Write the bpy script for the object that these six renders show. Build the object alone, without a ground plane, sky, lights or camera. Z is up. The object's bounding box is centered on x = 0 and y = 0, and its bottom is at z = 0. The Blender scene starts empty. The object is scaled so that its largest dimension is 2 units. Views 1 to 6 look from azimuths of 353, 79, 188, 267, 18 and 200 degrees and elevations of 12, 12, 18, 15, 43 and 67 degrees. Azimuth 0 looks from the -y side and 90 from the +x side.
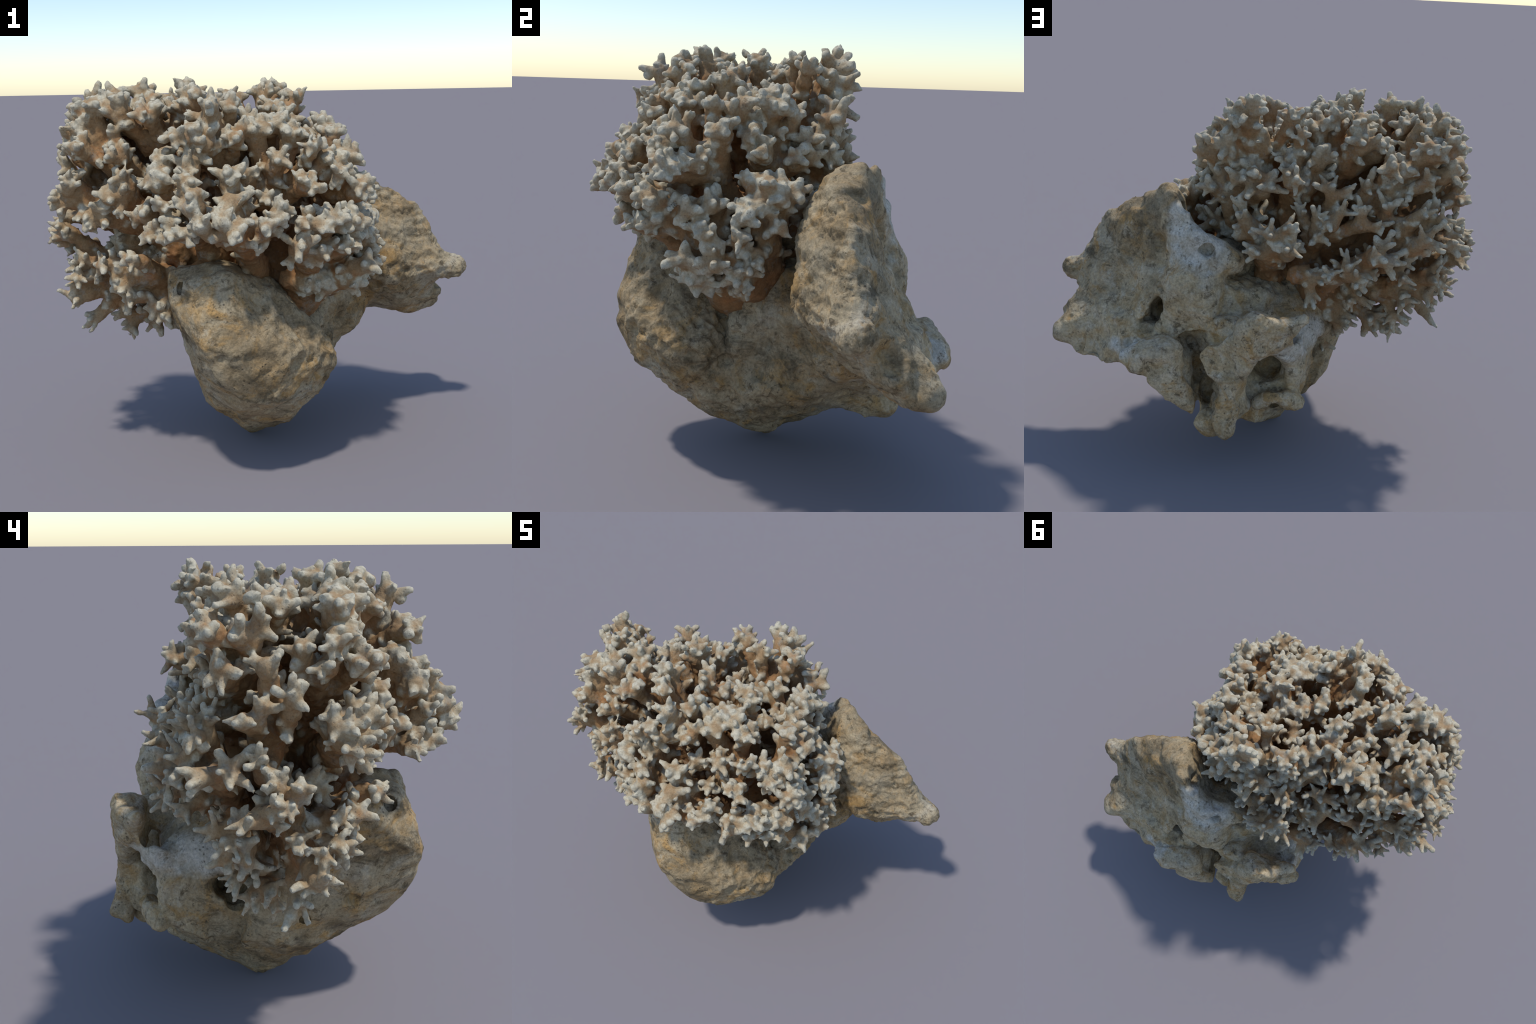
"""A clump of branching dead coral growing on a lump of pale, pitted reef rock.

The rock is a smooth union of a few convex lumps (boulder, keel, slab, back) with
knobs, an arch and a few hollows; the coral is a tree of tapering stems, each one
ending in a star-shaped cap of blunt nubs.  Both are distance fields turned into a
mesh, roughened with noise, and cut into named parts along growth regions.
"""
import math
import bpy
import bmesh
import numpy as np
from mathutils import Vector

rng = np.random.default_rng(20)

# ---------------------------------------------------------------- noise
def hash01(i, j, k, seed):
    with np.errstate(over="ignore"):
        n = (i.astype(np.int64) * 374761393 + j.astype(np.int64) * 668265263 + k.astype(np.int64) * 2147483647 + seed * 1274126177) & 0xFFFFFFFF
        n = ((n ^ (n >> 13)) * 1274126177) & 0xFFFFFFFF
        n = ((n ^ (n >> 16)) * 2246822519) & 0xFFFFFFFF
        n = n ^ (n >> 15)
    return (n & 0xFFFFFF).astype(np.float32) / np.float32(0xFFFFFF)


def value_noise(P, freq, seed):
    Q = P * freq
    I = np.floor(Q).astype(np.int64)
    F = (Q - I).astype(np.float32)
    F = F * F * F * (F * (F * 6 - 15) + 10)
    out = np.zeros(len(P), np.float32)
    for a in (0, 1):
        for b in (0, 1):
            for c in (0, 1):
                w = (F[:, 0] if a else 1 - F[:, 0]) * (F[:, 1] if b else 1 - F[:, 1]) * (F[:, 2] if c else 1 - F[:, 2])
                out += w * hash01(I[:, 0] + a, I[:, 1] + b, I[:, 2] + c, seed)
    return out * 2 - 1


def fbm(P, freq, octaves, seed, gain=0.5):
    out, amp = np.zeros(len(P), np.float32), 1.0
    for o in range(octaves):
        out += amp * value_noise(P + 7.3 * o, freq, seed + o)
        freq, amp = freq * 2.03, amp * gain
    return out


def cell_distance(P, freq, seed):
    """Distance to the nearest of randomly jittered points (for pits), and that point's random value."""
    Q = P * freq
    I = np.floor(Q).astype(np.int64)
    best, val = np.full(len(P), 9.0, np.float32), np.zeros(len(P), np.float32)
    for a in (-1, 0, 1):
        for b in (-1, 0, 1):
            for c in (-1, 0, 1):
                J = I + np.array([a, b, c])
                h = [hash01(J[:, 0], J[:, 1], J[:, 2], seed + s) for s in range(4)]
                d = np.sqrt(sum((J[:, s] + h[s] - Q[:, s]) ** 2 for s in range(3)))
                near = d < best
                best, val = np.where(near, d, best), np.where(near, h[3], val)
    return best, val


# ---------------------------------------------------------------- distance fields
def smooth_min(a, b, k):
    h = np.maximum(k - np.abs(a - b), 0) / k
    return np.minimum(a, b) - h * h * k * 0.25


def smooth_max(a, b, k):
    return -smooth_min(-a, -b, k)


class Field:
    """A distance field on a grid, with a region number and a growth value per cell."""

    def __init__(self, low, high, step):
        self.low, self.step = np.array(low, float), step
        self.shape = tuple(int(math.ceil((b - a) / step)) + 1 for a, b in zip(low, high))
        self.d = np.full(self.shape, 1.0, np.float32)
        self.near = np.full(self.shape, 9.0, np.float32)
        self.region = np.zeros(self.shape, np.int16)
        self.growth = np.zeros(self.shape, np.float32)

    def window(self, low, high):
        i0 = np.maximum(np.floor((np.array(low) - self.low) / self.step).astype(int), 0)
        i1 = np.minimum(np.ceil((np.array(high) - self.low) / self.step).astype(int) + 1, self.shape)
        if (i1 <= i0).any():
            return None, None
        sl = tuple(slice(a, b) for a, b in zip(i0, i1))
        ax = [(self.low[n] + self.step * np.arange(i0[n], i1[n])).astype(np.float32) for n in range(3)]
        return sl, np.stack(np.meshgrid(*ax, indexing="ij"), -1)

    def merge(self, sl, d, k, region, growth=None):
        new = d < self.near[sl]
        self.near[sl] = np.where(new, d, self.near[sl])
        self.region[sl] = np.where(new, region, self.region[sl])
        if growth is not None:
            self.growth[sl] = np.where(new, growth, self.growth[sl])
        self.d[sl] = smooth_min(self.d[sl], d, k)

    def cut(self, sl, d, k):
        self.d[sl] = smooth_max(self.d[sl], -d, k)

    # primitives: a tapered rod, a lumpy ball, a convex lump through given corners
    def rod_distance(self, a, b, ra, rb, pad):
        a, b = np.array(a, float), np.array(b, float)
        r = max(ra, rb) + pad
        sl, X = self.window(np.minimum(a, b) - r, np.maximum(a, b) + r)
        if sl is None:
            return None, None, None
        ab = b - a
        X = X - a.astype(np.float32)
        t = np.clip((X @ ab.astype(np.float32)) / max(float(ab @ ab), 1e-9), 0, 1)
        d = np.linalg.norm(X - t[..., None] * ab.astype(np.float32), axis=-1) - (ra + (rb - ra) * t)
        return sl, d, t

    def rod(self, a, b, ra, rb, k, region, g0=0.0, g1=0.0):
        sl, d, t = self.rod_distance(a, b, ra, rb, k + 0.03)
        if sl is not None:
            self.merge(sl, d, k, region, g0 + (g1 - g0) * t)

    def ball_distance(self, c, radii, pad):
        radii = np.array(radii, float)
        sl, X = self.window(np.array(c) - radii - pad, np.array(c) + radii + pad)
        q = (X - np.array(c, np.float32)) / radii.astype(np.float32)
        n = np.linalg.norm(q, axis=-1)
        return sl, (n - 1) * float(radii.min())

    def ball(self, c, radii, k, region):
        sl, d = self.ball_distance(c, radii, k + 0.05)
        self.merge(sl, d, k, region)

    def hull(self, corners, round_by, k, region):
        bm = bmesh.new()
        for c in corners:
            bm.verts.new(c)
        bmesh.ops.convex_hull(bm, input=bm.verts[:])
        planes = []
        for f in bm.faces:
            f.normal_update()
            n, off = np.array(f.normal), float(f.normal.dot(f.verts[0].co))
            if not any(n @ m > 0.9995 and abs(off - o) < 1e-3 for m, o in planes):
                planes.append((n, off))
        bm.free()
        C = np.array(corners)
        sl, X = self.window(C.min(0) - k - 0.06, C.max(0) + k + 0.06)
        d = None
        for n, off in planes:
            p = X @ n.astype(np.float32) - np.float32(off)
            d = p if d is None else smooth_max(d, p, round_by)
        self.merge(sl, d, k, region)

    def surface(self):
        """Surface nets: one vertex in every cell the surface crosses, one quad per crossed edge."""
        D = self.d
        S = D < 0
        nx, ny, nz = (n - 1 for n in D.shape)
        any_in, all_in = np.zeros((nx, ny, nz), bool), np.ones((nx, ny, nz), bool)
        corner = [(a, b, c) for a in (0, 1) for b in (0, 1) for c in (0, 1)]
        for a, b, c in corner:
            s = S[a : a + nx, b : b + ny, c : c + nz]
            any_in |= s
            all_in &= s
        cell = np.argwhere(any_in & ~all_in)
        index = np.full((nx, ny, nz), -1, np.int32)
        index[tuple(cell.T)] = np.arange(len(cell))
        acc, cnt = np.zeros((len(cell), 3)), np.zeros(len(cell))
        vals = {c: D[cell[:, 0] + c[0], cell[:, 1] + c[1], cell[:, 2] + c[2]] for c in corner}
        for c0 in corner:
            for axis in range(3):
                if c0[axis]:
                    continue
                c1 = tuple(v + (n == axis) for n, v in enumerate(c0))
                a, b = vals[c0], vals[c1]
                x = (a < 0) != (b < 0)
                t = np.where(x, a / np.where(x, a - b, 1), 0)
                p = np.tile(np.array(c0, float), (len(cell), 1))
                p[:, axis] = t
                acc[x] += p[x]
                cnt[x] += 1
        V = self.low + self.step * (cell + acc / cnt[:, None])
        quads = []
        for axis in range(3):
            u, v = (axis + 1) % 3, (axis + 2) % 3
            lo, hi = [slice(None)] * 3, [slice(None)] * 3
            lo[axis], hi[axis] = slice(0, -1), slice(1, None)
            A, Bq = S[tuple(lo)], S[tuple(hi)]
            e = np.argwhere(A != Bq)
            e = e[(e[:, u] > 0) & (e[:, v] > 0) & (e[:, u] < D.shape[u] - 1) & (e[:, v] < D.shape[v] - 1)]
            flip = Bq[tuple(e.T)]
            q = []
            for du, dv in ((0, 0), (1, 0), (1, 1), (0, 1)):
                c = e.copy()
                c[:, u] -= 1 - du
                c[:, v] -= 1 - dv
                q.append(index[tuple(c.T)])
            q = np.stack(q, 1)
            q[flip] = q[flip][:, ::-1]
            quads.append(q)
        return V, np.concatenate(quads)

    def sample(self, grid, V):
        i = np.clip(np.round((V - self.low) / self.step).astype(int), 0, np.array(self.shape) - 1)
        return grid[tuple(i.T)]

    def sample_smooth(self, grid, V):
        q = np.clip((V - self.low) / self.step, 0, np.array(self.shape) - 1.001)
        i = q.astype(int)
        f = q - i
        out = 0
        for a in (0, 1):
            for b in (0, 1):
                for c in (0, 1):
                    w = np.abs(1 - a - f[:, 0]) * np.abs(1 - b - f[:, 1]) * np.abs(1 - c - f[:, 2])
                    out = out + w * grid[i[:, 0] + a, i[:, 1] + b, i[:, 2] + c]
        return out


def vertex_normals(V, Q):
    n = np.cross(V[Q[:, 2]] - V[Q[:, 0]], V[Q[:, 3]] - V[Q[:, 1]])
    out = np.zeros_like(V)
    for c in range(4):
        for x in range(3):
            out[:, x] += np.bincount(Q[:, c], n[:, x], len(V))
    return out / np.maximum(np.linalg.norm(out, axis=1, keepdims=True), 1e-12)


def relax(V, Q, amount, times):
    """Laplacian smoothing that takes the grid steps out of the surface."""
    deg = np.maximum(sum(np.bincount(Q[:, c], minlength=len(V)) for c in range(4)) * 2.0, 1)
    for _ in range(times):
        acc = np.zeros_like(V)
        for c in range(4):
            for o in (1, 3):
                for x in range(3):
                    acc[:, x] += np.bincount(Q[:, c], V[Q[:, (c + o) % 4], x], len(V))
        V = V + amount * (acc / deg[:, None] - V)
    return V


def largest_piece(V, Q):
    """Drop crumbs that do not hang together with the rest."""
    tag = np.arange(len(V))
    while True:
        low = tag[Q].min(1)
        new = tag.copy()
        for c in range(4):
            np.minimum.at(new, Q[:, c], low)
        new = new[new]
        if (new == tag).all():
            break
        tag = new
    ids, inv, n = np.unique(tag, return_inverse=True, return_counts=True)
    keep = n[inv] > 3000
    Q = Q[keep[Q[:, 0]]]
    used, inv = np.unique(Q, return_inverse=True)
    return V[used], inv.reshape(Q.shape)


def mesh_object(name, V, Q, N, material, parent, growth=None):
    used, inv = np.unique(Q, return_inverse=True)
    q = inv.reshape(Q.shape).astype(np.int32)
    me = bpy.data.meshes.new(name)
    me.vertices.add(len(used))
    me.vertices.foreach_set("co", V[used].astype(np.float32).ravel())
    me.loops.add(q.size)
    me.loops.foreach_set("vertex_index", q.ravel())
    me.polygons.add(len(q))
    me.polygons.foreach_set("loop_start", np.arange(0, q.size, 4, dtype=np.int32))
    me.update(calc_edges=True)
    me.polygons.foreach_set("use_smooth", np.ones(len(q), bool))
    if growth is not None:
        me.attributes.new("growth", "FLOAT", "POINT").data.foreach_set("value", growth[used].astype(np.float32))
    me.normals_split_custom_set_from_vertices([Vector(n) for n in N[used]])
    me.materials.append(material)
    ob = bpy.data.objects.new(name, me)
    bpy.context.scene.collection.objects.link(ob)
    ob.parent = parent
    return ob


# ---------------------------------------------------------------- the rock
rock = Field((-0.6, -0.75, -0.06), (1.1, 0.8, 1.32), 0.0085)
CORE, BOULDER, SLAB, ARCH, LEDGE, KNOB = range(6)

# keel: the underside running from the resting point out to the slab, with a deep saddle in front
rock.hull([(-0.11, 0.03, 0.005), (-0.05, 0.06, 0.005), (0.12, -0.1, 0.15), (0.22, -0.15, 0.33), (0.22, -0.15, 0.56), (0.33, 0.27, 0.405), (0.45, 0.28, 0.515), (0.56, 0.29, 0.585),
           (-0.05, 0.24, 0.125), (-0.05, 0.33, 0.175), (-0.05, 0.44, 0.16), (0.08, 0.42, 0.2), (0.35, 0.39, 0.45), (0.5, 0.43, 0.54), (0.62, 0.39, 0.56),
           (0.4, 0.25, 0.86), (0.16, -0.12, 0.78), (-0.33, -0.1, 0.8), (-0.36, 0.1, 0.56), (-0.22, 0.22, 0.72), (0.1, 0.42, 0.82), (0.12, 0.45, 0.55), (0.45, 0.46, 0.56)],
          0.03, 0.05, CORE)
rock.rod((0.1, 0.4, 0.3), (0.3, 0.45, 0.42), 0.09, 0.1, 0.04, CORE)
# back: the lump under the white shelf
rock.hull([(-0.11, 0.03, 0.005), (-0.05, 0.06, 0.005), (-0.1, 0.12, 0.03), (-0.33, 0.1, 0.54), (-0.27, 0.24, 0.34), (-0.22, 0.27, 0.22), (-0.1, 0.36, 0.19),
           (-0.22, 0.42, 0.31), (-0.26, 0.34, 0.55), (-0.21, 0.44, 0.58), (-0.22, 0.28, 0.7), (0.1, 0.42, 0.62), (0.1, 0.42, 0.2), (0.0, 0.2, 0.8)],
          0.03, 0.04, CORE)
# boulder: the broad blocky front lump
rock.hull([(-0.465, -0.27, 0.89), (-0.475, -0.36, 0.8), (-0.4, -0.46, 0.87), (-0.37, -0.54, 0.7), (-0.465, -0.22, 0.69), (-0.41, -0.2, 0.49), (-0.33, -0.15, 0.25), (-0.345, -0.03, 0.27), (-0.34, 0.07, 0.3), (-0.3, 0.13, 0.27), (-0.37, 0.0, 0.38), (-0.2, 0.1, 0.11), (-0.11, 0.02, 0.0), (-0.05, 0.05, 0.0), (-0.385, 0.02, 0.7),
           (-0.23, -0.48, 0.92), (-0.21, -0.56, 0.75), (-0.2, -0.6, 0.61), (-0.2, -0.58, 0.45), (-0.19, -0.54, 0.355),
           (-0.43, -0.42, 0.78), (-0.42, -0.47, 0.66), (-0.33, -0.57, 0.58), (-0.28, -0.55, 0.46), (-0.33, -0.42, 0.42), (-0.08, -0.58, 0.5),
           (0.05, -0.55, 0.57), (0.0, -0.51, 0.375), (0.11, -0.45, 0.4), (0.235, -0.38, 0.48), (0.25, -0.25, 0.5), (0.23, -0.2, 0.41), (0.16, -0.15, 0.23), (0.19, -0.36, 0.375),
           (0.07, -0.35, 0.25), (0.06, -0.14, 0.11), (0.05, 0.1, 0.06),
           (0.16, -0.39, 0.65), (-0.02, -0.39, 0.81), (-0.2, -0.38, 0.92), (-0.31, -0.34, 0.95), (-0.1, -0.1, 0.88), (0.14, -0.2, 0.62)],
          0.016, 0.04, BOULDER)
# slab: the big wing standing out to the right, dished at its back
rock.hull([(0.437, 0.277, 1.245), (0.4, 0.2, 1.24), (0.37, 0.375, 1.215), (0.22, 0.46, 1.05), (0.59, 0.165, 1.162), (0.745, 0.17, 1.07), (0.82, 0.16, 0.98),
           (0.87, 0.175, 0.87), (0.4, 0.08, 1.1), (0.45, 0.05, 1.03), (0.5, 0.02, 0.94), (0.62, 0.012, 0.86), (0.7, 0.04, 0.77), (0.82, 0.08, 0.78),
           (0.88, 0.22, 0.7), (0.88, 0.13, 0.745), (0.72, 0.3, 0.48), (0.82, 0.36, 0.46), (0.83, 0.47, 0.445), (0.71, 0.535, 0.445), (0.6, 0.57, 0.455), (0.87, 0.4, 0.56), (0.86, 0.34, 0.62),
           (0.55, 0.025, 0.73), (0.68, 0.1, 0.635), (0.6, 0.3, 0.51), (0.14, 0.42, 0.88), (0.17, 0.49, 0.67), (0.29, 0.52, 0.63), (0.5, 0.54, 0.54), (0.2, 0.2, 0.75)],
          0.014, 0.04, SLAB)
rock.rod((0.83, 0.165, 0.77), (0.93, 0.16, 0.765), 0.08, 0.052, 0.05, SLAB)      # end knob
rock.rod((0.88, 0.15, 0.755), (0.935, 0.135, 0.745), 0.06, 0.045, 0.03, SLAB)
rock.rod((0.8, 0.37, 0.57), (0.88, 0.395, 0.535), 0.1, 0.07, 0.05, SLAB)     # lower lip
rock.rod((0.8, 0.31, 0.61), (0.885, 0.3, 0.595), 0.08, 0.055, 0.04, SLAB)
rock.rod((0.4, 0.28, 1.16), (0.43, 0.285, 1.215), 0.05, 0.025, 0.03, SLAB)      # peak
rock.rod((0.385, 0.355, 1.205), (0.25, 0.415, 1.05), 0.028, 0.05, 0.03, SLAB)      # white ridge
rock.rod((0.25, 0.415, 1.05), (0.1, 0.35, 0.94), 0.055, 0.065, 0.04, SLAB)
rock.rod((0.22, 0.36, 0.92), (0.1, 0.14, 0.9), 0.08, 0.09, 0.05, SLAB)             # ledge at the foot of the coral
rock.ball((0.26, 0.44, 0.8), (0.13, 0.1, 0.16), 0.06, SLAB)                       # bulge under the ridge
# ledge: the long angular knuckle slanting down below the slab
rock.hull([(0.525, 0.645, 0.54), (0.51, 0.65, 0.5), (0.41, 0.665, 0.465), (0.27, 0.64, 0.49), (0.275, 0.62, 0.61), (0.345, 0.64, 0.62), (0.45, 0.655, 0.57),
           (0.56, 0.5, 0.5), (0.44, 0.48, 0.42), (0.274, 0.46, 0.44), (0.297, 0.46, 0.56), (0.37, 0.46, 0.6), (0.507, 0.48, 0.54)], 0.025, 0.03, LEDGE)
rock.hull([(0.41, 0.665, 0.455), (0.27, 0.64, 0.49), (0.2, 0.62, 0.37), (0.195, 0.625, 0.275), (0.235, 0.63, 0.275), (0.32, 0.665, 0.39),
           (0.44, 0.48, 0.42), (0.274, 0.46, 0.434), (0.21, 0.48, 0.33), (0.216, 0.52, 0.27), (0.259, 0.5, 0.27), (0.353, 0.48, 0.34)], 0.02, 0.03, LEDGE)
rock.rod((0.1, 0.38, 0.27), (0.15, 0.52, 0.205), 0.1, 0.06, 0.05, KNOB)          # lowest back lump
# arch: a thick angular bridge with a leg hanging from it
rock.hull([(0.186, 0.520, 0.665), (0.112, 0.520, 0.728), (0.032, 0.520, 0.721), (0.014, 0.520, 0.63), (0.167, 0.520, 0.557),
           (0.2, 0.420, 0.63), (0.131, 0.420, 0.7), (0.04, 0.420, 0.69), (0.03, 0.420, 0.6), (0.18, 0.420, 0.53)], 0.03, 0.03, ARCH)
rock.hull([(0.01, 0.595, 0.731), (-0.045, 0.595, 0.79), (-0.093, 0.62, 0.81), (-0.093, 0.600, 0.81), (-0.14, 0.580, 0.74), (-0.23, 0.550, 0.71), (-0.225, 0.550, 0.64), (-0.052, 0.595, 0.594), (0.035, 0.595, 0.637),
           (0.03, 0.500, 0.69), (-0.027, 0.500, 0.746), (-0.08, 0.565, 0.77), (-0.14, 0.500, 0.7), (-0.232, 0.480, 0.66), (-0.226, 0.480, 0.59), (-0.035, 0.500, 0.56), (0.056, 0.500, 0.6)], 0.02, 0.03, ARCH)
rock.hull([(0.22, 0.585, 0.555), (0.151, 0.580, 0.62), (0.002, 0.580, 0.677), (-0.058, 0.580, 0.597), (-0.038, 0.580, 0.554), (0.015, 0.610, 0.427), (0.09, 0.610, 0.41), (0.133, 0.590, 0.475), (0.193, 0.585, 0.512),
           (0.17, 0.500, 0.57), (0.02, 0.500, 0.62), (-0.042, 0.500, 0.56), (0.03, 0.555, 0.43), (0.1, 0.555, 0.42)], 0.02, 0.03, ARCH)
rock.hull([(0.084, 0.620, 0.444), (-0.002, 0.615, 0.47), (0.008, 0.640, 0.326), (0.02, 0.655, 0.225), (0.06, 0.655, 0.205), (0.112, 0.645, 0.288),
           (0.104, 0.565, 0.4), (0.01, 0.565, 0.43), (0.01, 0.565, 0.28), (0.035, 0.575, 0.17), (0.09, 0.575, 0.165), (0.13, 0.575, 0.24)], 0.02, 0.025, ARCH)
rock.rod((-0.19, 0.520, 0.72), (-0.25, 0.500, 0.75), 0.045, 0.022, 0.03, ARCH)
rock.hull([(-0.13, 0.5, 0.571), (-0.215, 0.5, 0.601), (-0.25, 0.45, 0.65), (-0.25, 0.45, 0.56), (-0.183, 0.5, 0.514),
           (-0.12, 0.4, 0.54), (-0.206, 0.4, 0.57), (-0.25, 0.38, 0.63), (-0.25, 0.38, 0.52), (-0.173, 0.4, 0.475)], 0.025, 0.03, CORE)
rock.hull([(-0.144, 0.42, 0.463), (-0.25, 0.42, 0.561), (-0.27, 0.4, 0.43), (-0.26, 0.41, 0.375), (-0.227, 0.43, 0.304),
           (-0.128, 0.28, 0.404), (-0.25, 0.28, 0.506), (-0.27, 0.28, 0.369), (-0.26, 0.28, 0.313), (-0.215, 0.28, 0.24)], 0.025, 0.03, CORE)
rock.rod((0.03, 0.5, 0.29), (0.05, 0.52, 0.42), 0.06, 0.06, 0.03, CORE)       # solid rock behind the leg
# rim of the lower hollow
rock.rod((-0.07, 0.475, 0.31), (-0.13, 0.485, 0.345), 0.03, 0.03, 0.02, KNOB)
rock.rod((-0.13, 0.485, 0.345), (-0.23, 0.43, 0.315), 0.03, 0.04, 0.02, KNOB)


def hollow(kind, *args, k=0.03):
    sl, d = (rock.rod_distance(*args, 0.08)[:2] if kind == "rod" else rock.ball_distance(*args, 0.08))
    X = rock.window(rock.low + rock.step * np.array([w.start for w in sl]), rock.low + rock.step * np.array([w.stop - 1.5 for w in sl]))[1]
    X = X[: d.shape[0], : d.shape[1], : d.shape[2]].reshape(-1, 3)
    wobble = 0.016 * fbm(X, 14.0, 2, 77).reshape(d.shape) if min(d.shape) * rock.step > 0.2 else 0      # ragged mouths
    rock.cut(sl, d + wobble, k)


hollow("ball", (0.43, -0.1, 0.48), (0.22, 0.235, 0.23), k=0.06)                 # saddle between boulder and slab
hollow("ball", (0.46, 0.07, 0.36), (0.14, 0.13, 0.1), k=0.05)
hollow("ball", (0.65, 0.55, 0.93), (0.26, 0.21, 0.27), k=0.06)                # the basin behind the slab
hollow("ball", (0.55, 0.47, 1.05), (0.16, 0.14, 0.18), k=0.06)
hollow("rod", (0.445, 0.54, 0.645), (0.41, 0.33, 0.69), 0.036, 0.035, k=0.025)    # slot in the basin
hollow("rod", (0.405, 0.52, 0.735), (0.39, 0.34, 0.72), 0.032, 0.035, k=0.025)
hollow("rod", (0.425, 0.53, 0.69), (0.4, 0.33, 0.7), 0.034, 0.035, k=0.02)
hollow("rod", (1.02, 0.32, 0.67), (0.87, 0.28, 0.68), 0.055, 0.03, k=0.03)        # notch between knob and lip
hollow("rod", (-0.1, 0.6, 0.46), (-0.08, 0.32, 0.44), 0.09, 0.07, k=0.02)      # cave under the arch
hollow("rod", (-0.15, 0.5, 0.285), (-0.12, 0.36, 0.27), 0.04, 0.035, k=0.02)     # below the rim
for a, r in (((0.225, 0.54), 0.026), ((0.195, 0.46), 0.036), ((0.17, 0.39), 0.034), ((0.155, 0.32), 0.03), ((0.15, 0.27), 0.026)):
    hollow("rod", (a[0], 0.72, a[1]), (a[0] + 0.03, 0.42, a[1] + 0.01), r, r * 1.25, k=0.02)     # deep crevice between ledge and leg
hollow("rod", (-0.42, 0.2, 0.5), (-0.12, 0.17, 0.44), 0.062, 0.05, k=0.015)
hollow("rod", (-0.42, 0.14, 0.44), (-0.14, 0.13, 0.42), 0.05, 0.045, k=0.015)     # pocket below the coral
hollow("rod", (-0.25, 0.31, 0.29), (-0.22, 0.17, 0.2), 0.028, 0.034, k=0.015)    # slot underneath
hollow("rod", (-0.33, 0.46, 0.53), (-0.25, 0.44, 0.52), 0.04, 0.03, k=0.02)      # hole beside the shelf
hollow("rod", (-0.33, 0.33, 0.49), (-0.29, 0.32, 0.48), 0.014, 0.014, k=0.01)
hollow("rod", (-0.15, 0.42, 0.8), (-0.12, 0.42, 0.69), 0.04, 0.035, k=0.03)     # pits behind the arch
hollow("rod", (0.03, 0.42, 0.76), (0.02, 0.42, 0.68), 0.025, 0.02, k=0.02)
hollow("rod", (-0.405, -0.4, 0.84), (-0.33, -0.41, 0.86), 0.022, 0.024, k=0.01)  # slit in the boulder
hollow("rod", (-0.38, -0.3, 0.443), (-0.35, -0.3, 0.443), 0.02, 0.015, k=0.015)
hollow("rod", (-0.37, -0.12, 0.36), (-0.33, -0.12, 0.36), 0.012, 0.01, k=0.01)
hollow("rod", (0.0, -0.4, 0.76), (0.1, -0.45, 0.64), 0.03, 0.035, k=0.05)       # broken right shoulder of the boulder
hollow("rod", (0.03, -0.41, 0.735), (0.06, -0.42, 0.67), 0.02, 0.02, k=0.02)
hollow("ball", (0.1, -0.53, 0.53), (0.07, 0.03, 0.03), k=0.03)
hollow("ball", (0.18, -0.47, 0.47), (0.05, 0.03, 0.025), k=0.03)
hollow("ball", (-0.12, -0.62, 0.55), (0.13, 0.035, 0.022), k=0.04)
hollow("rod", (0.58, 0.2, 1.17), (0.57, 0.26, 1.14), 0.028, 0.03, k=0.02)        # hole in the slab's edge
hollow("rod", (0.3, 0.36, 1.18), (0.35, 0.32, 1.14), 0.025, 0.025, k=0.02)
hollow("rod", (0.2, 0.51, 1.0), (0.2, 0.44, 1.0), 0.024, 0.02, k=0.02)

RV, RQ = rock.surface()
RV = relax(RV, RQ, 0.5, 2)
RN = vertex_normals(RV, RQ)
# weathering: broad dents everywhere, crags in patches (most on the slab's front and the boulder's right), scattered holes
dents = 0.013 * fbm(RV, 5.5, 2, 11) + 0.007 * (1 - 2 * np.abs(fbm(RV, 10.0, 2, 21)))
dents = dents + 0.013 * np.clip((RV[:, 1] - 0.3) * 6, 0, 1) * np.clip((0.85 - RV[:, 2]) * 6, 0, 1) * (1 - 2 * np.abs(fbm(RV, 7.5, 2, 15)))      # folds of the hidden back
rough = np.clip(value_noise(RV, 3.6, 31) * 1.3 + 0.25, 0, 1)
rough = np.maximum(rough, np.clip((RV[:, 0] + 0.02) * 5, 0, 1) * np.clip((0.25 - RV[:, 1]) * 8, 0, 1))
skew = RV @ np.array([[1, 0.25, 0], [-0.1, 1, 0.3], [-0.3, 0.1, 1.05]])
crag = 1 - 2 * np.abs(fbm(skew, 17.0, 3, 51))
grit = fbm(skew, 48.0, 2, 41)
RR = rock.sample(rock.region, RV)
rough = np.where((RR == BOULDER) & (RV[:, 0] < 0.1), rough * np.clip(0.55 + 2.5 * (RV[:, 0] + 0.1), 0.25, 1), rough)     # smooth, water-worn left of the boulder
rough = rough * np.clip(1.9 - 4 * RV[:, 1], 0.4, 1)                             # the back is smoother
pd, pv = cell_distance(RV + 0.02 * value_noise(RV, 20, 5)[:, None], 13.0, 61)
pit = np.clip(1 - pd / (0.12 + 0.3 * pv), 0, 1) * (pv > 0.55)
pd2, pv2 = cell_distance(RV, 31.0, 71)
pit2 = np.clip(1 - pd2 / 0.4, 0, 1) * (pv2 > 0.62)
RV = RV + RN * (dents + rough * (0.008 * crag + 0.003 * grit) + 0.001 * grit - 0.008 * np.isin(RR, (BOULDER, SLAB)) - 0.017 * pit - 0.008 * pit2 * (0.3 + rough))[:, None]
RV[:, 2] -= RV[:, 2].min()
RN = vertex_normals(RV, RQ)
RR = rock.sample(rock.region, RV)

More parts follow.
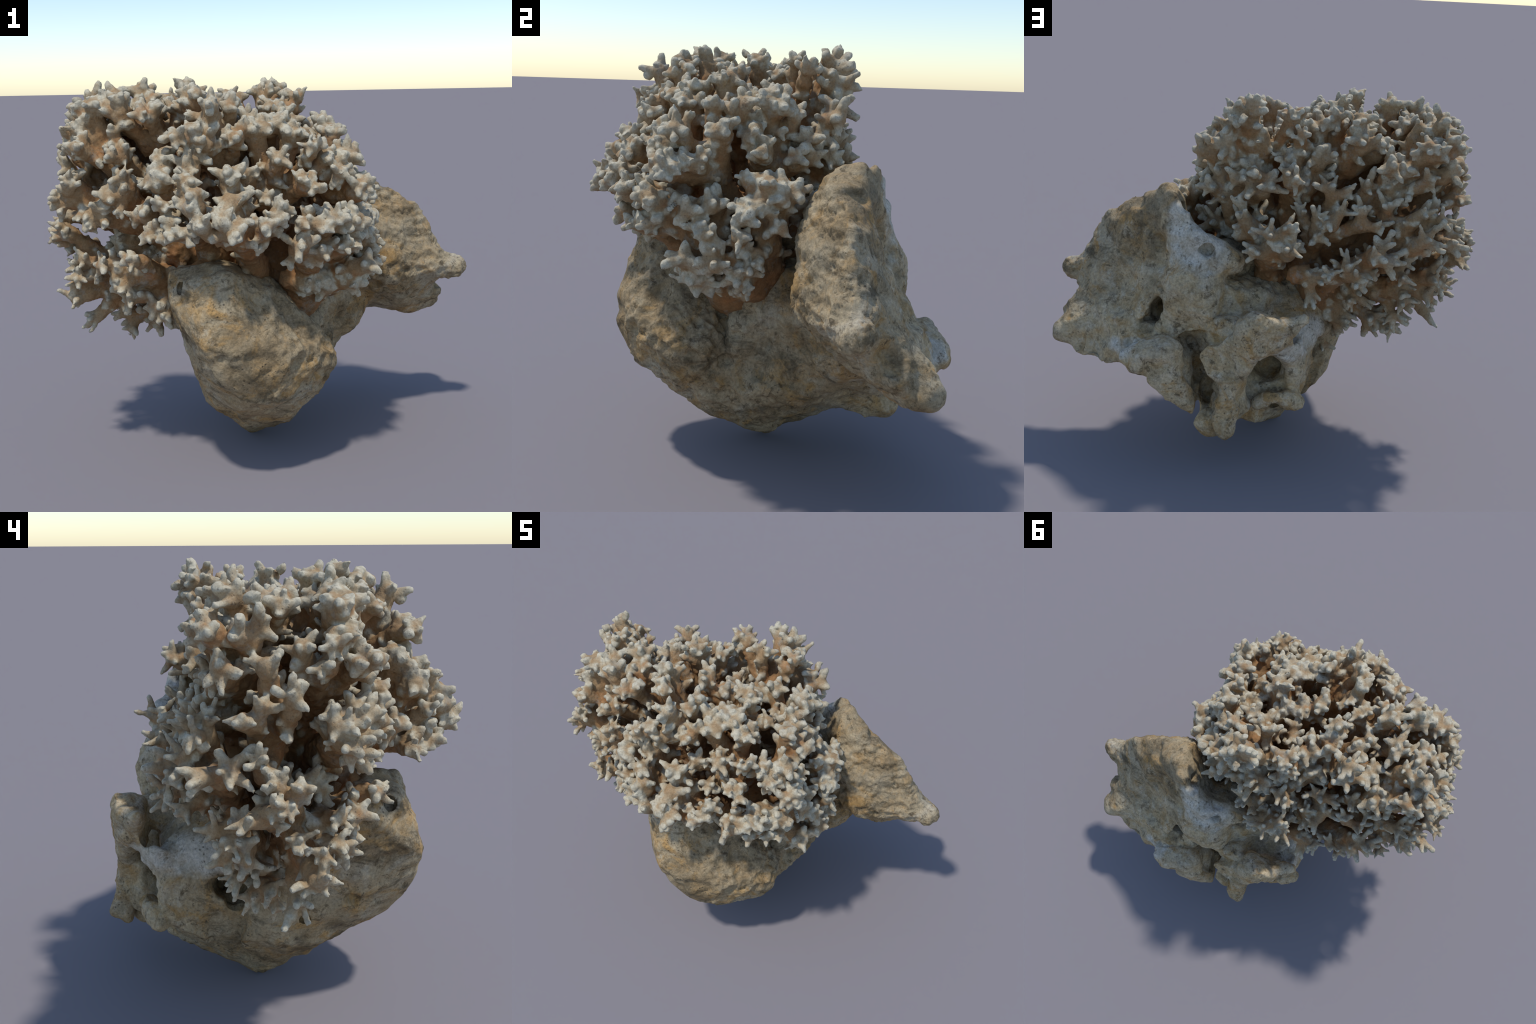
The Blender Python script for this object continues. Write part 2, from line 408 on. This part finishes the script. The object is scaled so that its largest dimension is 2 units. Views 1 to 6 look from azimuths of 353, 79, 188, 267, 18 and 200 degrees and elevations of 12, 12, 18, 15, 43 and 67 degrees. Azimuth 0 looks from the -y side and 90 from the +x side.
# ---------------------------------------------------------------- the coral
# Where each branch ends in a star-shaped cap, grouped by the side of the colony it grows on.
HUBS = {
    "crown": [
        (-0.86, -0.16, 1.51), (-0.85, 0.22, 1.53), (-0.81, -0.19, 1.50), (-0.79, -0.17, 1.59), (-0.84, -0.05, 1.46),
        (-0.76, 0.02, 1.61), (-0.85, 0.11, 1.52), (-0.77, 0.14, 1.59), (-0.76, 0.24, 1.51), (-0.68, -0.23, 1.48),
        (-0.67, -0.22, 1.60), (-0.70, -0.14, 1.63), (-0.68, 0.11, 1.58), (-0.64, 0.02, 1.57), (-0.60, 0.23, 1.44),
        (-0.53, -0.29, 1.57), (-0.54, -0.17, 1.61), (-0.55, -0.11, 1.64), (-0.46, 0.04, 1.57), (-0.54, 0.13, 1.49),
        (-0.46, 0.21, 1.53), (-0.40, -0.46, 1.49), (-0.35, -0.30, 1.64), (-0.37, -0.19, 1.65), (-0.40, -0.11, 1.59),
        (-0.42, 0.19, 1.59), (-0.31, -0.45, 1.46), (-0.28, -0.40, 1.57), (-0.32, 0.02, 1.63), (-0.31, 0.09, 1.61),
        (-0.25, 0.19, 1.44), (-0.17, -0.43, 1.49), (-0.19, -0.33, 1.59), (-0.22, -0.11, 1.61), (-0.22, 0.14, 1.57),
        (-0.16, 0.25, 1.57), (-0.10, -0.34, 1.50), (-0.10, -0.09, 1.52), (-0.11, 0.05, 1.48), (-0.12, 0.24, 1.45),
        (-0.13, 0.25, 1.63), (-0.02, -0.28, 1.52), (0.04, -0.17, 1.53), (0.02, -0.14, 1.57), (-0.01, -0.04, 1.51),
        (0.04, 0.06, 1.47), (0.00, 0.13, 1.64), (-0.00, 0.24, 1.51), (0.07, -0.31, 1.47), (0.15, -0.19, 1.47),
        (0.11, 0.03, 1.51), (0.08, 0.27, 1.62), (0.16, 0.14, 1.60), (0.17, 0.27, 1.47), (0.16, 0.27, 1.57),
        (0.26, -0.24, 1.46), (0.26, -0.15, 1.47), (0.27, -0.01, 1.49), (0.26, 0.24, 1.45),
    ],
    "front": [
        (-0.68, -0.31, 1.26), (-0.58, -0.38, 1.16), (-0.62, -0.34, 0.96), (-0.64, -0.32, 1.30), (-0.49, -0.52, 1.20),
        (-0.55, -0.49, 1.10), (-0.51, -0.47, 1.32), (-0.48, -0.41, 1.40), (-0.37, -0.61, 1.23), (-0.44, -0.55, 1.11),
        (-0.39, -0.54, 1.29), (-0.37, -0.44, 1.37), (-0.33, -0.63, 1.12), (-0.34, -0.47, 1.15), (-0.23, -0.65, 1.13),
        (-0.16, -0.59, 1.15), (-0.22, -0.57, 1.21), (-0.22, -0.52, 1.32), (-0.16, -0.43, 1.32), (-0.08, -0.63, 1.12),
        (-0.08, -0.47, 1.21), (-0.02, -0.61, 1.19), (-0.02, -0.45, 1.37), (0.02, -0.37, 1.16), (0.09, -0.57, 1.14),
        (0.11, -0.55, 1.29), (0.06, -0.54, 1.03), (0.14, -0.48, 1.43), (0.20, -0.56, 1.15), (0.18, -0.54, 1.01),
        (0.22, -0.49, 1.16), (0.18, -0.42, 1.37), (0.19, -0.32, 0.81), (0.29, -0.50, 1.02), (0.30, -0.47, 1.12),
        (0.26, -0.45, 1.33), (0.34, -0.44, 1.24), (0.28, -0.44, 1.04), (0.30, -0.38, 1.38), (0.34, -0.36, 1.10),
        (0.35, -0.32, 0.81), (0.38, -0.36, 0.89), (0.36, -0.32, 1.27),
    ],
    "back": [
        (-0.82, 0.25, 1.24), (-0.75, 0.29, 1.09), (-0.73, 0.28, 1.23), (-0.69, 0.30, 0.94), (-0.63, 0.25, 1.20),
        (-0.59, 0.37, 1.05), (-0.51, 0.31, 1.19), (-0.47, 0.40, 0.95), (-0.35, 0.26, 1.31), (-0.36, 0.36, 1.20),
        (-0.36, 0.41, 0.93), (-0.27, 0.34, 1.14), (-0.19, 0.30, 1.19), (-0.16, 0.42, 1.04), (-0.06, 0.30, 1.08),
        (-0.14, 0.37, 1.37), (-0.11, 0.44, 1.13), (0.05, 0.27, 1.12), (-0.01, 0.30, 1.31), (-0.04, 0.40, 1.03),
        (0.11, 0.28, 1.36), (0.05, 0.29, 1.39), (0.06, 0.35, 1.15), (0.18, 0.25, 1.21), (0.24, 0.26, 1.31),
    ],
    "right_side": [
        (0.14, 0.20, 1.26), (0.20, -0.09, 1.43), (0.24, 0.17, 1.08), (0.16, 0.20, 1.15), (0.33, -0.21, 1.39),
        (0.32, -0.10, 1.38), (0.26, 0.08, 1.43), (0.30, 0.10, 1.12), (0.32, 0.11, 1.28), (0.26, 0.16, 1.35),
        (0.42, -0.29, 1.01), (0.36, -0.24, 1.14), (0.45, -0.16, 1.00), (0.44, -0.14, 1.10), (0.39, -0.10, 1.21),
        (0.36, -0.06, 1.32), (0.44, 0.02, 1.16), (0.46, -0.28, 0.91), (0.46, -0.15, 0.84), (0.45, -0.05, 1.18),
        (0.48, -0.02, 1.06),
    ],
    "left_side": [
        (-0.95, -0.01, 1.05), (-0.96, 0.09, 0.99), (-0.88, -0.18, 1.28), (-0.91, -0.18, 1.23), (-0.88, -0.15, 0.84),
        (-0.86, -0.13, 1.43), (-0.89, -0.11, 0.73), (-0.88, -0.03, 0.87), (-0.89, -0.02, 1.31), (-0.88, 0.05, 1.40),
        (-0.90, 0.07, 1.10), (-0.90, 0.10, 1.28), (-0.88, 0.20, 1.11), (-0.79, -0.24, 1.16), (-0.83, -0.24, 1.43),
        (-0.75, -0.24, 0.92), (-0.84, -0.18, 0.93), (-0.79, -0.05, 0.64), (-0.82, 0.14, 0.80), (-0.85, 0.17, 0.90),
        (-0.85, 0.19, 1.41), (-0.67, -0.27, 1.41), (-0.68, -0.25, 1.18), (-0.69, -0.24, 0.84), (-0.65, -0.21, 0.74),
        (-0.68, -0.12, 1.00), (-0.70, 0.00, 0.98), (-0.68, 0.05, 0.57), (-0.68, 0.11, 0.66), (-0.72, 0.16, 0.78),
        (-0.74, 0.22, 1.36), (-0.57, -0.16, 0.90), (-0.61, -0.02, 0.99), (-0.56, 0.08, 0.59), (-0.63, 0.19, 1.39),
        (-0.61, 0.21, 1.31), (-0.54, -0.23, 0.66), (-0.52, -0.20, 1.30), (-0.52, -0.04, 0.88), (-0.50, 0.06, 0.80),
        (-0.49, 0.22, 0.75), (-0.48, 0.24, 1.31), (-0.43, -0.13, 1.39), (-0.23, 0.21, 1.35), (-0.14, -0.12, 1.40),
    ],
}

# short fingers running down over the rock at the foot of the colony
FOOT = [(-0.42, 0.13, 0.63), (-0.43, 0.085, 0.57), (-0.37, 0.04, 0.47), (-0.38, -0.06, 0.49), (-0.46, 0.0, 0.66), (-0.45, -0.14, 0.62), (-0.44, -0.27, 0.82), (-0.32, 0.38, 0.84),
        (0.22, -0.29, 0.79), (0.35, -0.3, 0.8), (0.28, -0.2, 0.74), (0.41, -0.15, 0.82), (0.45, -0.12, 0.9), (0.15, -0.36, 0.8), (0.3, -0.26, 0.85)]

ROOT = np.array([-0.2, 0.02, 0.78])
hubs = np.array([p for side in HUBS.values() for p in side] + FOOT)
n_grown = len(hubs) - len(FOOT)


def unit(v):
    return v / max(np.linalg.norm(v), 1e-9)


def spread(points, n, rounds=30):
    """Gather the caps into n boughs (k-means, seeded by farthest points)."""
    c = [points[0]]
    for _ in range(n - 1):
        c.append(points[np.argmax(np.min([np.linalg.norm(points - q, axis=1) for q in c], axis=0))])
    c = np.array(c)
    for _ in range(rounds):
        own = np.linalg.norm(points[:, None] - c[None], axis=2).argmin(1)
        c = np.array([points[own == i].mean(0) for i in range(n)])
    return own, c


own, centre = spread(hubs, 34)
step = 0.0062
coral = Field(hubs.min(0) - 0.13, hubs.max(0) + 0.13, step)
TRUNK = len(hubs)

def nub(i, foot, way, length, r_foot, r_tip, slant, g0, g1):
    """A short tapering knob whose end is broken off at a slant."""
    tip = foot + way * length
    if tip[0] < -0.985 or tip[1] < -0.685 or tip[2] > 1.675:
        length *= 0.55                      # worn short where the clump was handled
        tip = foot + way * length
    pad = 0.03
    sl, d, t = coral.rod_distance(foot, tip, r_foot, r_tip, pad)
    if sl is None:
        return
    r = max(r_foot, r_tip) + pad
    X = coral.window(np.minimum(foot, tip) - r, np.maximum(foot, tip) + r)[1]
    face = unit(way + slant * rng.normal(size=3))
    d = smooth_max(d, (X - (tip + way * r_tip * 0.2).astype(np.float32)) @ face.astype(np.float32), 0.003)
    for _ in range(2):      # chipped flats near the tip
        flat_way = unit(way * 0.55 + rng.normal(size=3) * 0.6)
        d = smooth_max(d, (X - (foot + way * length * 0.72).astype(np.float32)) @ flat_way.astype(np.float32) - np.float32(0.011 + 0.25 * length * max(0.0, float(flat_way @ way))), 0.003)
    coral.merge(sl, d, 0.009, i, g0 + (g1 - g0) * t)


# heart of the colony and its boughs
coral.rod((-0.28, 0.0, 0.72), (-0.25, -0.03, 0.98), 0.13, 0.1, 0.06, TRUNK)
coral.rod((-0.05, 0.0, 0.75), (0.06, -0.08, 1.0), 0.14, 0.1, 0.06, TRUNK)
coral.rod((0.1, -0.12, 0.72), (0.26, -0.18, 0.92), 0.12, 0.08, 0.06, TRUNK)
bough = []
for i, c in enumerate(centre):
    heart = np.array([np.clip(c[0] * 0.45, -0.3, 0.2), c[1] * 0.25, np.clip(c[2] - 0.35, 0.76, 1.0)])
    tip = heart + (c - heart) * 0.5
    mid = (heart + tip) / 2 - np.array([0, 0, 0.03])
    coral.rod(heart, mid, 0.075, 0.06, 0.04, TRUNK)
    coral.rod(mid, tip, 0.06, 0.045, 0.04, TRUNK)
    bough.append(tip)
    # odd corallites and broken twigs along the bough
    along = unit(tip - heart)
    for j in range(6):
        t = rng.uniform(0.35, 1.0)
        way = rng.normal(size=3)
        way = unit(way - along * (way @ along) + along * 0.4)
        nub(TRUNK, heart + (tip - heart) * t + way * 0.035, way, rng.uniform(0.035, 0.075), 0.022, 0.011, 0.4, 0.2, rng.uniform(0.6, 0.95))


for i, hub in enumerate(hubs):
    start = bough[own[i]]
    out = unit(unit(hub - start) + 0.8 * unit(hub - np.array([-0.22, -0.05, 0.98])))
    out = unit(out + np.array([0, 0, 0.28 * np.clip((hub[2] - 0.8) * 3, -0.3, 1)]))      # branches reach upward as they grow
    if i >= n_grown:
        if hub[0] < 0:
            out, start = unit(np.array([-0.8, 0.3 * (hub[1] > 0.1), -0.5])), hub + np.array([0.13, -0.02, 0.06])
        else:
            out = unit(np.array([0.7, -0.6, -0.15]))
            start = hub - out * 0.14
    hub = hub - out * 0.005
    side = unit(np.cross(out, (0.3, 0.2, 1.0) + 0.2 * rng.normal(size=3)))
    up = np.cross(side, out)
    size = rng.uniform(0.78, 1.25) * (0.85 if i >= n_grown else 1.0)
    behind = np.clip((hub[1] + 0.15 - 0.25 * hub[0]) * 3, 0, 1) * np.clip((1.55 - hub[2]) * 3, 0.3, 1)    # long sharp fingers at the back
    neck = hub - out * (rng.uniform(0.062, 0.08) + 0.018 * behind)
    bend = start + (neck - start) * 0.5 - out * 0.01 + side * rng.uniform(-0.015, 0.015)
    r0 = rng.uniform(0.026, 0.034) * size
    coral.rod(start, bend, 0.04, r0 * 1.1, 0.035, i, 0.0, 0.15)
    coral.rod(bend, neck, r0 * 1.1, r0, 0.03, i, 0.15, 0.35)

    def around(a, tilt, axis=None, u=None, v=None):
        axis, u, v = (out, side, up) if axis is None else (axis, u, v)
        return unit(axis * math.cos(tilt) + (u * math.cos(a) + v * math.sin(a)) * math.sin(tilt))

    # the stem forks into one to three lobes, each with its own crown of nubs
    lobes = int(rng.choice([1, 2, 3], p=[0.34, 0.4, 0.26]))
    turn = rng.uniform(0, 6.283)
    for m in range(lobes):
        a0 = turn + 6.283 * m / lobes + rng.uniform(-0.3, 0.3)
        lean = 0.12 if lobes == 1 else rng.uniform(0.5, 0.85)
        axis = around(a0, lean)
        end = neck + axis * rng.uniform(0.042, 0.06) * (1 + 0.35 * behind) * (1.0 if lobes > 1 else 1.05)
        coral.rod(neck, end, r0 * 0.95, r0 * (0.9 if lobes == 1 else 0.72), 0.02, i, 0.35, 0.58)
        u = unit(np.cross(axis, out + 0.01 + 0.3 * rng.normal(size=3)))
        v = np.cross(u, axis)
        crown = int(rng.integers(5, 7)) if lobes == 1 else int(rng.integers(3, 6))
        spin = rng.uniform(0, 6.283)
        for j in range(crown):
            a = spin + 6.283 * (j + rng.uniform(-0.33, 0.33)) / crown
            way = unit(around(a, math.radians(rng.uniform(26 - 10 * behind, 88 - 22 * behind)), axis, u, v) + 0.12 * rng.normal(size=3))
            length = (0.062 + 0.024 * behind) * rng.uniform(0.6, 1.2) * size * (1.1 if lobes == 1 else 0.92)
            nub(i, end - axis * rng.uniform(0.004, 0.016), way, length, (0.0238 - 0.0045 * behind) * size * rng.uniform(0.85, 1.15),
                (0.0115 - 0.004 * behind) * size * rng.uniform(0.75, 1.35), 0.5 - 0.25 * behind, 0.45, 1.0)
        if rng.random() < 0.55:
            nub(i, end, unit(axis + 0.3 * rng.normal(size=3)), 0.032 * size, 0.017 * size, 0.01 * size, 0.6, 0.55, 0.95)
    # branchlets and odd nubs down the stem
    for j in range(int(rng.integers(3, 7))):
        where = neck - (neck - bend) * rng.uniform(0.0, 0.8)
        a = rng.uniform(0, 6.283)
        way = around(a, math.radians(rng.uniform(45, 85)))
        if rng.random() < 0.35:
            tip = where + way * 0.06 * size
            coral.rod(where, tip, 0.022, 0.016, 0.02, i, 0.3, 0.6)
            for s in range(3):
                nub(i, tip, unit(way + 0.75 * rng.normal(size=3)), 0.032 * size, 0.014, 0.009, 0.5, 0.6, 1.0)
        else:
            nub(i, where, way, rng.uniform(0.045, 0.07) * size, 0.019, 0.010 - 0.003 * behind, 0.5, 0.35, 0.9)

CV, CQ = coral.surface()
CV, CQ = largest_piece(CV, CQ)
CV = relax(CV, CQ, 0.15, 1)
CN = vertex_normals(CV, CQ)
CG = coral.sample_smooth(coral.growth, CV)
wart, wart_size = cell_distance(CV, 30.0, 101)
wart = np.clip(1 - wart / 0.42, 0, 1) * (wart_size > 0.35) * np.clip(1.1 - CG * 2, 0, 1)      # small corallites on the old stems
CV = CV + CN * (0.004 * fbm(CV, 28.0, 2, 81) + 0.0022 * fbm(CV, 75.0, 2, 91) + 0.012 * wart)[:, None]
CN = vertex_normals(CV, CQ)
CR = coral.sample(coral.region, CV)

# ---------------------------------------------------------------- materials
class Nodes:
    def __init__(self, name):
        self.mat = bpy.data.materials.new(name)
        self.mat.use_nodes = True
        self.t = self.mat.node_tree
        self.bsdf = self.t.nodes["Principled BSDF"]
        self.co = self.t.nodes.new("ShaderNodeTexCoord").outputs["Object"]

    def link(self, a, b):
        self.t.links.new(a, b)

    def noise(self, scale, detail=4, rough=0.6, distortion=0.0, stretch=None):
        n = self.t.nodes.new("ShaderNodeTexNoise")
        n.inputs["Scale"].default_value, n.inputs["Detail"].default_value = scale, detail
        n.inputs["Roughness"].default_value, n.inputs["Distortion"].default_value = rough, distortion
        src = self.co
        if stretch:
            m = self.t.nodes.new("ShaderNodeMapping")
            m.inputs["Scale"].default_value = stretch
            self.link(self.co, m.inputs["Vector"])
            src = m.outputs["Vector"]
        self.link(src, n.inputs["Vector"])
        return n.outputs["Fac"]

    def cells(self, scale):
        n = self.t.nodes.new("ShaderNodeTexVoronoi")
        n.inputs["Scale"].default_value = scale
        self.link(self.co, n.inputs["Vector"])
        return n.outputs["Distance"]

    def ramp(self, fac, *stops):
        r = self.t.nodes.new("ShaderNodeValToRGB")
        while len(r.color_ramp.elements) < len(stops):
            r.color_ramp.elements.new(0.5)
        for e, (p, c) in zip(r.color_ramp.elements, stops):
            e.position = p
            e.color = (*c, 1) if isinstance(c, tuple) else (c, c, c, 1)
        self.link(fac, r.inputs["Fac"])
        return r.outputs["Color"]

    def mix(self, fac, a, b, kind="MIX"):
        m = self.t.nodes.new("ShaderNodeMix")
        m.data_type, m.blend_type = "RGBA", kind
        for s, v in ((m.inputs[0], fac), (m.inputs[6], a), (m.inputs[7], b)):
            if isinstance(v, (int, float)):
                s.default_value = v
            elif isinstance(v, tuple):
                s.default_value = (*v, 1)
            else:
                self.link(v, s)
        return m.outputs[2]

    def math(self, op, a, b=0.0, clamp=False):
        m = self.t.nodes.new("ShaderNodeMath")
        m.operation, m.use_clamp = op, clamp
        for s, v in ((m.inputs[0], a), (m.inputs[1], b)):
            if isinstance(v, (int, float)):
                s.default_value = v
            else:
                self.link(v, s)
        return m.outputs[0]

    def near(self, centre, radii, soft):
        """1 inside an ellipsoid about centre (object space), fading to 0 outside it."""
        m = self.t.nodes.new("ShaderNodeMapping")
        m.vector_type = "TEXTURE"
        m.inputs["Location"].default_value, m.inputs["Scale"].default_value = centre, radii
        self.link(self.co, m.inputs["Vector"])
        v = self.t.nodes.new("ShaderNodeVectorMath")
        v.operation = "LENGTH"
        self.link(m.outputs["Vector"], v.inputs[0])
        wob = self.math("ADD", v.outputs["Value"], self.math("MULTIPLY", self.math("SUBTRACT", self.noise(9, 3), 0.5), 1.1))
        return self.math("DIVIDE", self.math("SUBTRACT", 1.0 + soft, wob), soft * 2, clamp=True)

    def bump(self, height, strength, distance):
        b = self.t.nodes.new("ShaderNodeBump")
        b.inputs["Strength"].default_value, b.inputs["Distance"].default_value = strength, distance
        self.link(height, b.inputs["Height"])
        self.link(b.outputs["Normal"], self.bsdf.inputs["Normal"])

    def done(self, colour, roughness):
        self.link(colour, self.bsdf.inputs["Base Color"])
        self.bsdf.inputs["Roughness"].default_value = roughness
        self.bsdf.inputs["Specular IOR Level"].default_value = 0.2
        return self.mat


def rock_material():
    m = Nodes("pitted_reef_rock")
    base = m.ramp(m.noise(4.2, 5, 0.62, 0.6), (0.3, (0.2, 0.145, 0.08)), (0.43, (0.34, 0.25, 0.14)), (0.56, (0.42, 0.335, 0.21)), (0.7, (0.44, 0.385, 0.285)))
    # the hidden back is cleaner and creamier than the weathered front
    cream = m.ramp(m.noise(10, 5, 0.65, 0.5), (0.32, (0.44, 0.3, 0.145)), (0.47, (0.57, 0.45, 0.275)), (0.63, (0.62, 0.53, 0.385)))
    back = m.near((0.2, 0.72, 0.55), (0.95, 0.45, 0.75), 0.15)
    base = m.mix(m.math("MULTIPLY", back, 0.88), base, cream)
    ochre = m.ramp(m.noise(7, 5, 0.7, 0.8), (0.5, 0.0), (0.64, 0.85))
    base = m.mix(ochre, base, (0.43, 0.255, 0.09))
    grey = m.ramp(m.noise(5.5, 5, 0.65, 0.4), (0.5, 0.0), (0.68, 0.5))
    base = m.mix(grey, base, (0.3, 0.27, 0.195))
    white = None
    for c, r in (((0.22, 0.46, 1.02), (0.16, 0.09, 0.12)), ((0.33, 0.41, 1.12), (0.06, 0.06, 0.1)), ((-0.27, 0.34, 0.6), (0.13, 0.18, 0.08)),
                 ((-0.2, 0.5, 0.57), (0.09, 0.08, 0.06)), ((0.5, 0.55, 0.56), (0.12, 0.1, 0.04))):
        w = m.near(c, r, 0.22)
        white = w if white is None else m.math("MAXIMUM", white, w)
    base = m.mix(m.math("MULTIPLY", white, 0.92), base, m.ramp(m.noise(15, 5, 0.65), (0.33, (0.38, 0.32, 0.23)), (0.46, (0.54, 0.5, 0.41)), (0.6, (0.65, 0.62, 0.54))))
    streak = m.ramp(m.noise(9, 4, 0.65, 0.3, (3.2, 3.2, 0.8)), (0.42, 0.0), (0.68, 0.35))
    base = m.mix(m.math("MULTIPLY", streak, back), base, (0.33, 0.25, 0.14))
    stain = m.ramp(m.noise(6.5, 6, 0.72, 0.7, (1, 1, 1.8)), (0.5, 0.0), (0.64, 0.8))
    stain = m.math("MULTIPLY", stain, m.math("SUBTRACT", 1.0, m.math("MULTIPLY", white, 0.8)))
    stain = m.math("MULTIPLY", stain, m.math("SUBTRACT", 1.0, m.math("MULTIPLY", back, 0.6)))
    base = m.mix(stain, base, (0.11, 0.085, 0.05))
    blot = m.ramp(m.noise(21, 6, 0.78, 0.5), (0.54, 0.0), (0.64, 0.8))
    base = m.mix(blot, base, (0.11, 0.08, 0.045))
    chalk = m.ramp(m.noise(13, 5, 0.7, 0.3), (0.56, 0.0), (0.7, 0.6))
    base = m.mix(m.math("MULTIPLY", chalk, m.math("ADD", 0.25, m.math("MULTIPLY", back, 0.75))), base, (0.6, 0.55, 0.44))
    pits = m.ramp(m.cells(46), (0.08, 1.0), (0.24, 0.0))
    pits = m.math("MULTIPLY", pits, m.ramp(m.noise(7, 3), (0.48, 0.0), (0.62, 1.0)))
    base = m.mix(m.math("MULTIPLY", pits, 0.7), base, (0.07, 0.055, 0.04))
    speck = m.ramp(m.noise(95, 3, 0.7), (0.34, 0.72), (0.55, 1.0), (0.7, 1.14))
    base = m.mix(1.0, base, speck, "MULTIPLY")
    h = m.math("ADD", m.noise(55, 6, 0.72), m.math("MULTIPLY", pits, -0.7))
    m.bump(h, 0.6, 0.01)
    return m.done(base, 0.85)


def coral_material():
    m = Nodes("bleached_coral")
    a = m.t.nodes.new("ShaderNodeAttribute")
    a.attribute_name = "growth"
    g = m.math("ADD", a.outputs["Fac"], m.math("MULTIPLY", m.math("SUBTRACT", m.noise(24, 5, 0.7), 0.5), 0.85))
    base = m.ramp(g, (0.02, (0.25, 0.135, 0.058)), (0.3, (0.3, 0.182, 0.086)), (0.6, (0.35, 0.246, 0.138)), (0.8, (0.42, 0.34, 0.225)), (1.0, (0.52, 0.472, 0.358)))
    rust = m.ramp(m.noise(9, 4, 0.6, 0.5), (0.5, 0.0), (0.68, 0.55))
    rust = m.math("MULTIPLY", rust, m.ramp(g, (0.35, 1.0), (0.85, 0.0)))
    base = m.mix(rust, base, (0.4, 0.17, 0.06))
    grey = m.ramp(m.noise(14, 4, 0.7), (0.55, 0.0), (0.68, 0.6))
    base = m.mix(grey, base, (0.3, 0.275, 0.22))
    pore = m.ramp(m.cells(85), (0.1, 1.0), (0.32, 0.0))
    pore = m.math("MULTIPLY", pore, m.ramp(m.noise(16, 3), (0.48, 0.0), (0.6, 0.9)))
    base = m.mix(m.math("MULTIPLY", pore, 0.6), base, (0.15, 0.105, 0.07))
    speck = m.ramp(m.noise(120, 3, 0.7), (0.36, 0.82), (0.55, 1.0), (0.7, 1.1))
    base = m.mix(1.0, base, speck, "MULTIPLY")
    m.bump(m.math("ADD", m.noise(90, 4, 0.7), m.math("MULTIPLY", pore, -0.7)), 0.4, 0.006)
    return m.done(base, 0.8)


# ---------------------------------------------------------------- assembly
rock_mat, coral_mat = rock_material(), coral_material()
thing = bpy.data.objects.new("coral_on_rock", None)
bpy.context.scene.collection.objects.link(thing)
thing["label"] = "bleached branching coral clump on a pitted tan rock"
thing["category"] = "coral specimen"

face_region = RR[RQ[:, 0]]
core = mesh_object("rock", RV, RQ[face_region == CORE], RN, rock_mat, thing)
for region, name in ((BOULDER, "boulder"), (SLAB, "slab"), (ARCH, "arch"), (LEDGE, "ledge"), (KNOB, "knob")):
    pick = face_region == region
    if pick.any():
        mesh_object(name, RV, RQ[pick], RN, rock_mat, core)

face_region = CR[CQ[:, 0]]
stem = mesh_object("coral_stem", CV, CQ[face_region == TRUNK], CN, coral_mat, thing, CG)
order = np.argsort(face_region, kind="stable")
bounds = np.searchsorted(face_region[order], np.arange(len(hubs) + 1))
for i in range(len(hubs)):
    q = CQ[order[bounds[i] : bounds[i + 1]]]
    if len(q):
        mesh_object("branch", CV, q, CN, coral_mat, stem, CG)
